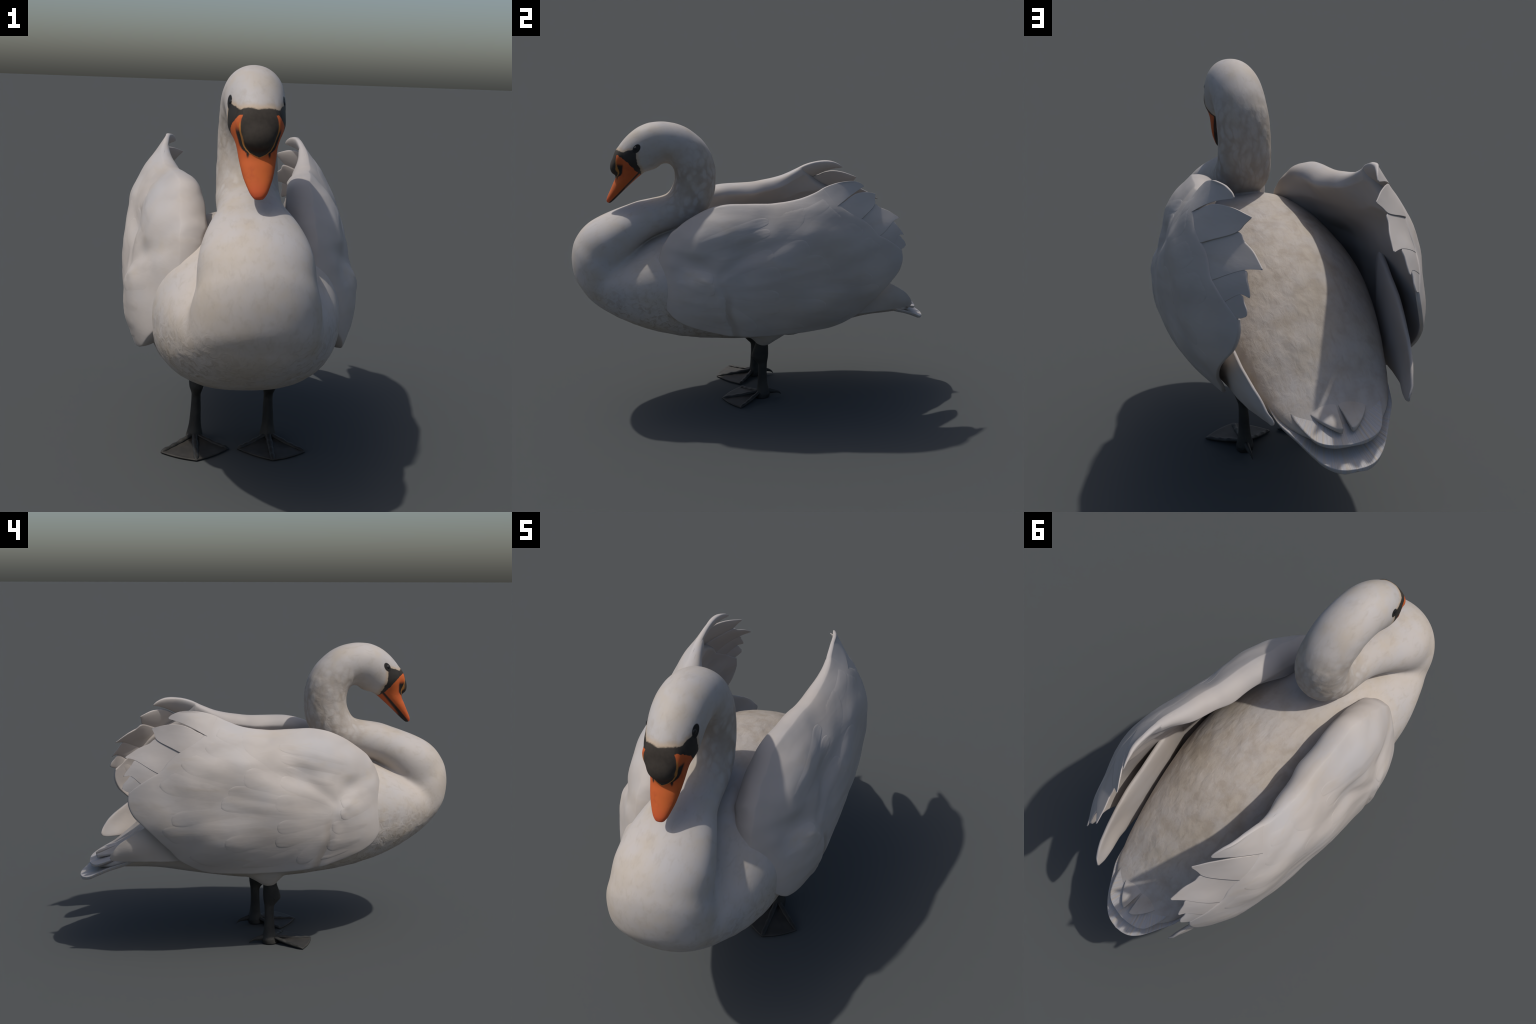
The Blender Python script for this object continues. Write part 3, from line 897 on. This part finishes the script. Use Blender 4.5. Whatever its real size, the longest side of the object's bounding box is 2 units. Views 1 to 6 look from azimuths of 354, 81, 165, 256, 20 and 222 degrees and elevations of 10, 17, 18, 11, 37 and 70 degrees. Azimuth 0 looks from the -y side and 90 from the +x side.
def build_tail(root, m_tail, m_plume):
    lower = plate([(.60, .240), (.70, .222), (.782, .206), (.854, .168), (.923, .126), (.953, .100), (.979, .066), (.990, .034), (.9945, 0)],
                  [(.60, .482), (.78, .470), (.86, .450), (.93, .420), (.995, .400)], [(.60, .60), (.70, .552), (.782, .508), (.854, .475), (.923, .437), (.953, .416), (.995, .398)], .018, .60, .2)
    t = add("tail", lower, root, m_tail)
    upper = plate([(.70, .150), (.78, .161), (.815, .156), (.85, .145), (.881, .132), (.910, .114), (.927, .090), (.937, .059), (.942, .028), (.9445, 0)],
                  [(.70, .60), (.80, .537), (.86, .503), (.91, .478), (.945, .464)], [(.70, .565), (.78, .538), (.815, .521), (.85, .507), (.881, .494), (.91, .481), (.945, .464)], .015, .70, .15)
    add("tail_covert_feathers", upper, t, m_tail)
    # two broad pointed feathers on the rump
    for s in (1, -1):
        n, m = 40, 15
        inner = smooth_curve([(-.004, .70), (0.0, .775), (.002, .806), (.009, .86), (.013, .895), (.0155, .911)], n)
        outer = smooth_curve([(.112, .70), (.112, .760), (.109, .794), (.085, .845), (.050, .890), (.028, .908), (.0155, .911)], n)
        w = ease(m); P = inner[:, None] * (1 - w)[None, :, None] + outer[:, None] * w[None, :, None]
        x, y = P[..., 0].ravel(), P[..., 1].ravel(); u = np.repeat(np.linspace(0, 1, n), m); tt = np.tile(w, n)
        z = np.interp(y, [.70, .80, .86, .911], [.598, .5475, .526, .506]) - 1.9 * x * x * (1 - u)
        prof = np.sqrt(np.clip(1 - (2 * tt - 1) ** 2, 0, 1)); e = np.where((tt > 0) & (tt < 1) & (u < 1), 1, 0)
        top = np.column_stack([x, y, z - .004 * (1 - prof)]); bot = np.column_stack([x, y, z - .004 * (1 - prof) - .02 * (.4 + .6 * prof) * e])
        N = n * m; f = []
        for i in range(n - 1):
            for j in range(m - 1):
                a = i * m + j; q = (a, a + m, a + m + 1, a + 1); f.append(q); f.append(tuple(c + N for c in q[::-1]))
        for j in range(m - 1):
            f.append((j, j + 1, N + j + 1, N + j))
        add("rump_feather", clean(mesh_from("rump_feather", mirrored(np.vstack([top, bot]), s), f)), t, m_plume)


# -------------------------------------------------------------------- legs
def tarsus():
    rows = [  # z, front y, back y, half width, centre x
        (.000, -.020, .066, .036, .157), (.020, -.010, .072, .036, .157), (.035, -.006, .068, .033, .156), (.08, .001, .058, .025, .155),
        (.12, .003, .0545, .0225, .154), (.155, .005, .054, .021, .153), (.19, .005, .055, .0195, .153), (.205, .002, .056, .0195, .153), (.225, -.016, .059, .024, .153),
        (.247, -.031, .062, .030, .153), (.275, -.025, .063, .032, .153), (.32, -.010, .062, .031, .154), (.37, .0, .06, .028, .155)]
    R = np.array(rows); zz = np.linspace(0, .37, 80); th = np.linspace(0, 2 * np.pi, 40, endpoint=False); rings = []
    for z, (y0, y1, w, cx) in zip(zz, spline(R[:, 0], R[:, 1:], zz)):
        c, s = np.cos(th), np.sin(th)
        x = cx + w * spow(c, .9) * (1 - .25 * np.clip(-s, 0, 1) ** 2 * (z < .2)); y = (y0 + y1) / 2 + (y1 - y0) / 2 * spow(s, .9)
        rings.append(np.column_stack([x, y, np.full_like(x, z)]))
    return tube(rings)


def toe(start, tip, r0, r1, knuckles, h0=None):
    a, b = np.array(start), np.array(tip); n = 46; rings = []; th = np.linspace(0, 2 * np.pi, 20, endpoint=False)
    d = (b - a); d[2] = 0; d /= np.linalg.norm(d); p = np.array((-d[1], d[0], 0))
    for u in np.linspace(0, 1, n):
        r = r0 + (r1 - r0) * u; r *= 1 + .20 * sum(math.exp(-((u - k) / .06) ** 2) for k in knuckles)
        if u > .88:
            r *= math.sqrt(max(.03, 1 - ((u - .88) / .125) ** 2))
        c = a + (b - a) * u; c = np.array((c[0], c[1], a[2] * (1 - u) ** 1.8 + r * .62))
        rings.append(c + np.outer(np.cos(th) * r * .85, p) + np.outer(np.sin(th) * r * .62, (0, 0, 1)))
    return tube(rings)


def hind_claw():
    path = smooth_curve([(.157, .050, .034), (.155, .085, .027), (.153, .112, .022), (.1515, .128, .014), (.150, .137, .003)], 30)
    th = np.linspace(0, 2 * np.pi, 16, endpoint=False); rings = []
    for i, c in enumerate(path):
        t = i / 29; r = .017 * (1 - t) ** .8 + .0012
        d = path[min(i + 1, 29)] - path[max(i - 1, 0)]; d /= np.linalg.norm(d); up = np.cross((1, 0, 0), d)
        rings.append(c + np.outer(np.cos(th) * r * .8, (1, 0, 0)) + np.outer(np.sin(th) * r, up))
    return tube(rings)


def web(tip_a, tip_b, root, bulge):
    """Skin between two toes: a thin sheet, front edge bowed, sagging a little between the toes."""
    n, m = 24, 24; A, B, R = (np.array(p, float) for p in (tip_a, tip_b, root)); P = np.zeros((n, m, 3))
    out = ((A + B) / 2 - R); out[2] = 0; out /= np.linalg.norm(out)
    for i, s in enumerate(np.linspace(0.02, 1, n)):
        for j, t in enumerate(np.linspace(0, 1, m)):
            e = A * (1 - t) + B * t + out * bulge * math.sin(math.pi * t)
            q = R * (1 - s) + e * s; q[2] = .006 + R[2] * (1 - s) ** 1.4 * (1 - .35 * math.sin(math.pi * t))
            P[i, j] = q
    top = P.reshape(-1, 3); bot = top.copy(); bot[:, 2] = np.maximum(0.0005, bot[:, 2] - .006)
    N = n * m; f = []
    for i in range(n - 1):
        for j in range(m - 1):
            a = i * m + j; q = (a, a + m, a + m + 1, a + 1); f.append(q); f.append(tuple(c + N for c in q[::-1]))
    ring = [j for j in range(m)] + [i * m + m - 1 for i in range(1, n)] + [(n - 1) * m + j for j in range(m - 2, -1, -1)] + [i * m for i in range(n - 2, 0, -1)]
    for i, k in enumerate(ring):
        k2 = ring[(i + 1) % len(ring)]; f.append((k, k2, k2 + N, k + N))
    return np.vstack([top, bot]), f


def build_legs(root, m_leg, m_web):
    root_pt = (.157, .020, .029)
    tips = {"out": (.297, -.116, .004), "mid": (.155, -.203, .004), "inn": (.019, -.081, .004)}
    for s in (1, -1):
        v, f = tarsus(); leg = add("leg", clean(mesh_from("leg", mirrored(v, s), f)), root, m_leg)
        for k, r0, kn in (("out", .0135, (.40, .62, .85)), ("mid", .014, (.36, .62, .86)), ("inn", .013, (.45, .72, .9))):
            v, f = toe(root_pt, tips[k], r0, .0105, kn); add("toe", clean(mesh_from("toe", mirrored(v, s), f)), leg, m_leg)
        v, f = hind_claw(); add("hind_toe", clean(mesh_from("hind_toe", mirrored(v, s), f)), leg, m_leg)
        for a, b in (("out", "mid"), ("mid", "inn")):
            v, f = web(tips[a], tips[b], (.157, .012, .026), .010); add("web", clean(mesh_from("web", mirrored(v, s), f)), leg, m_web)


def build_eyes(head, m_eye):
    for s in (1, -1):
        v, f = ellipsoid((s * .0862, -.6265, 1.4365), (.0088, .0135, .0125), ((1, 0, 0), (0, 1, 0), (0, 0, 1)), 28, 18)
        add("eye", clean(mesh_from("eye", v, f)), head, m_eye)


# ------------------------------------------------------------------- build
def main():
    root = bpy.data.objects.new("swan", None); bpy.context.scene.collection.objects.link(root)
    root["label"] = "white swan standing with arched wings and curved neck"
    root["category"] = "swan"
    plume = mat_plumage(); face = finish_face(*mat_face()); wing = mat_wing(); tail = mat_tail()
    parts, _ = build_body(root, plume, face)
    build_wings(root, wing)
    build_tail(root, tail, plume)
    build_legs(root, mat_leg(), mat_web())
    build_eyes(parts["head"], mat_simple("eye_gloss", (.006, .006, .007), .42, .3))


main()
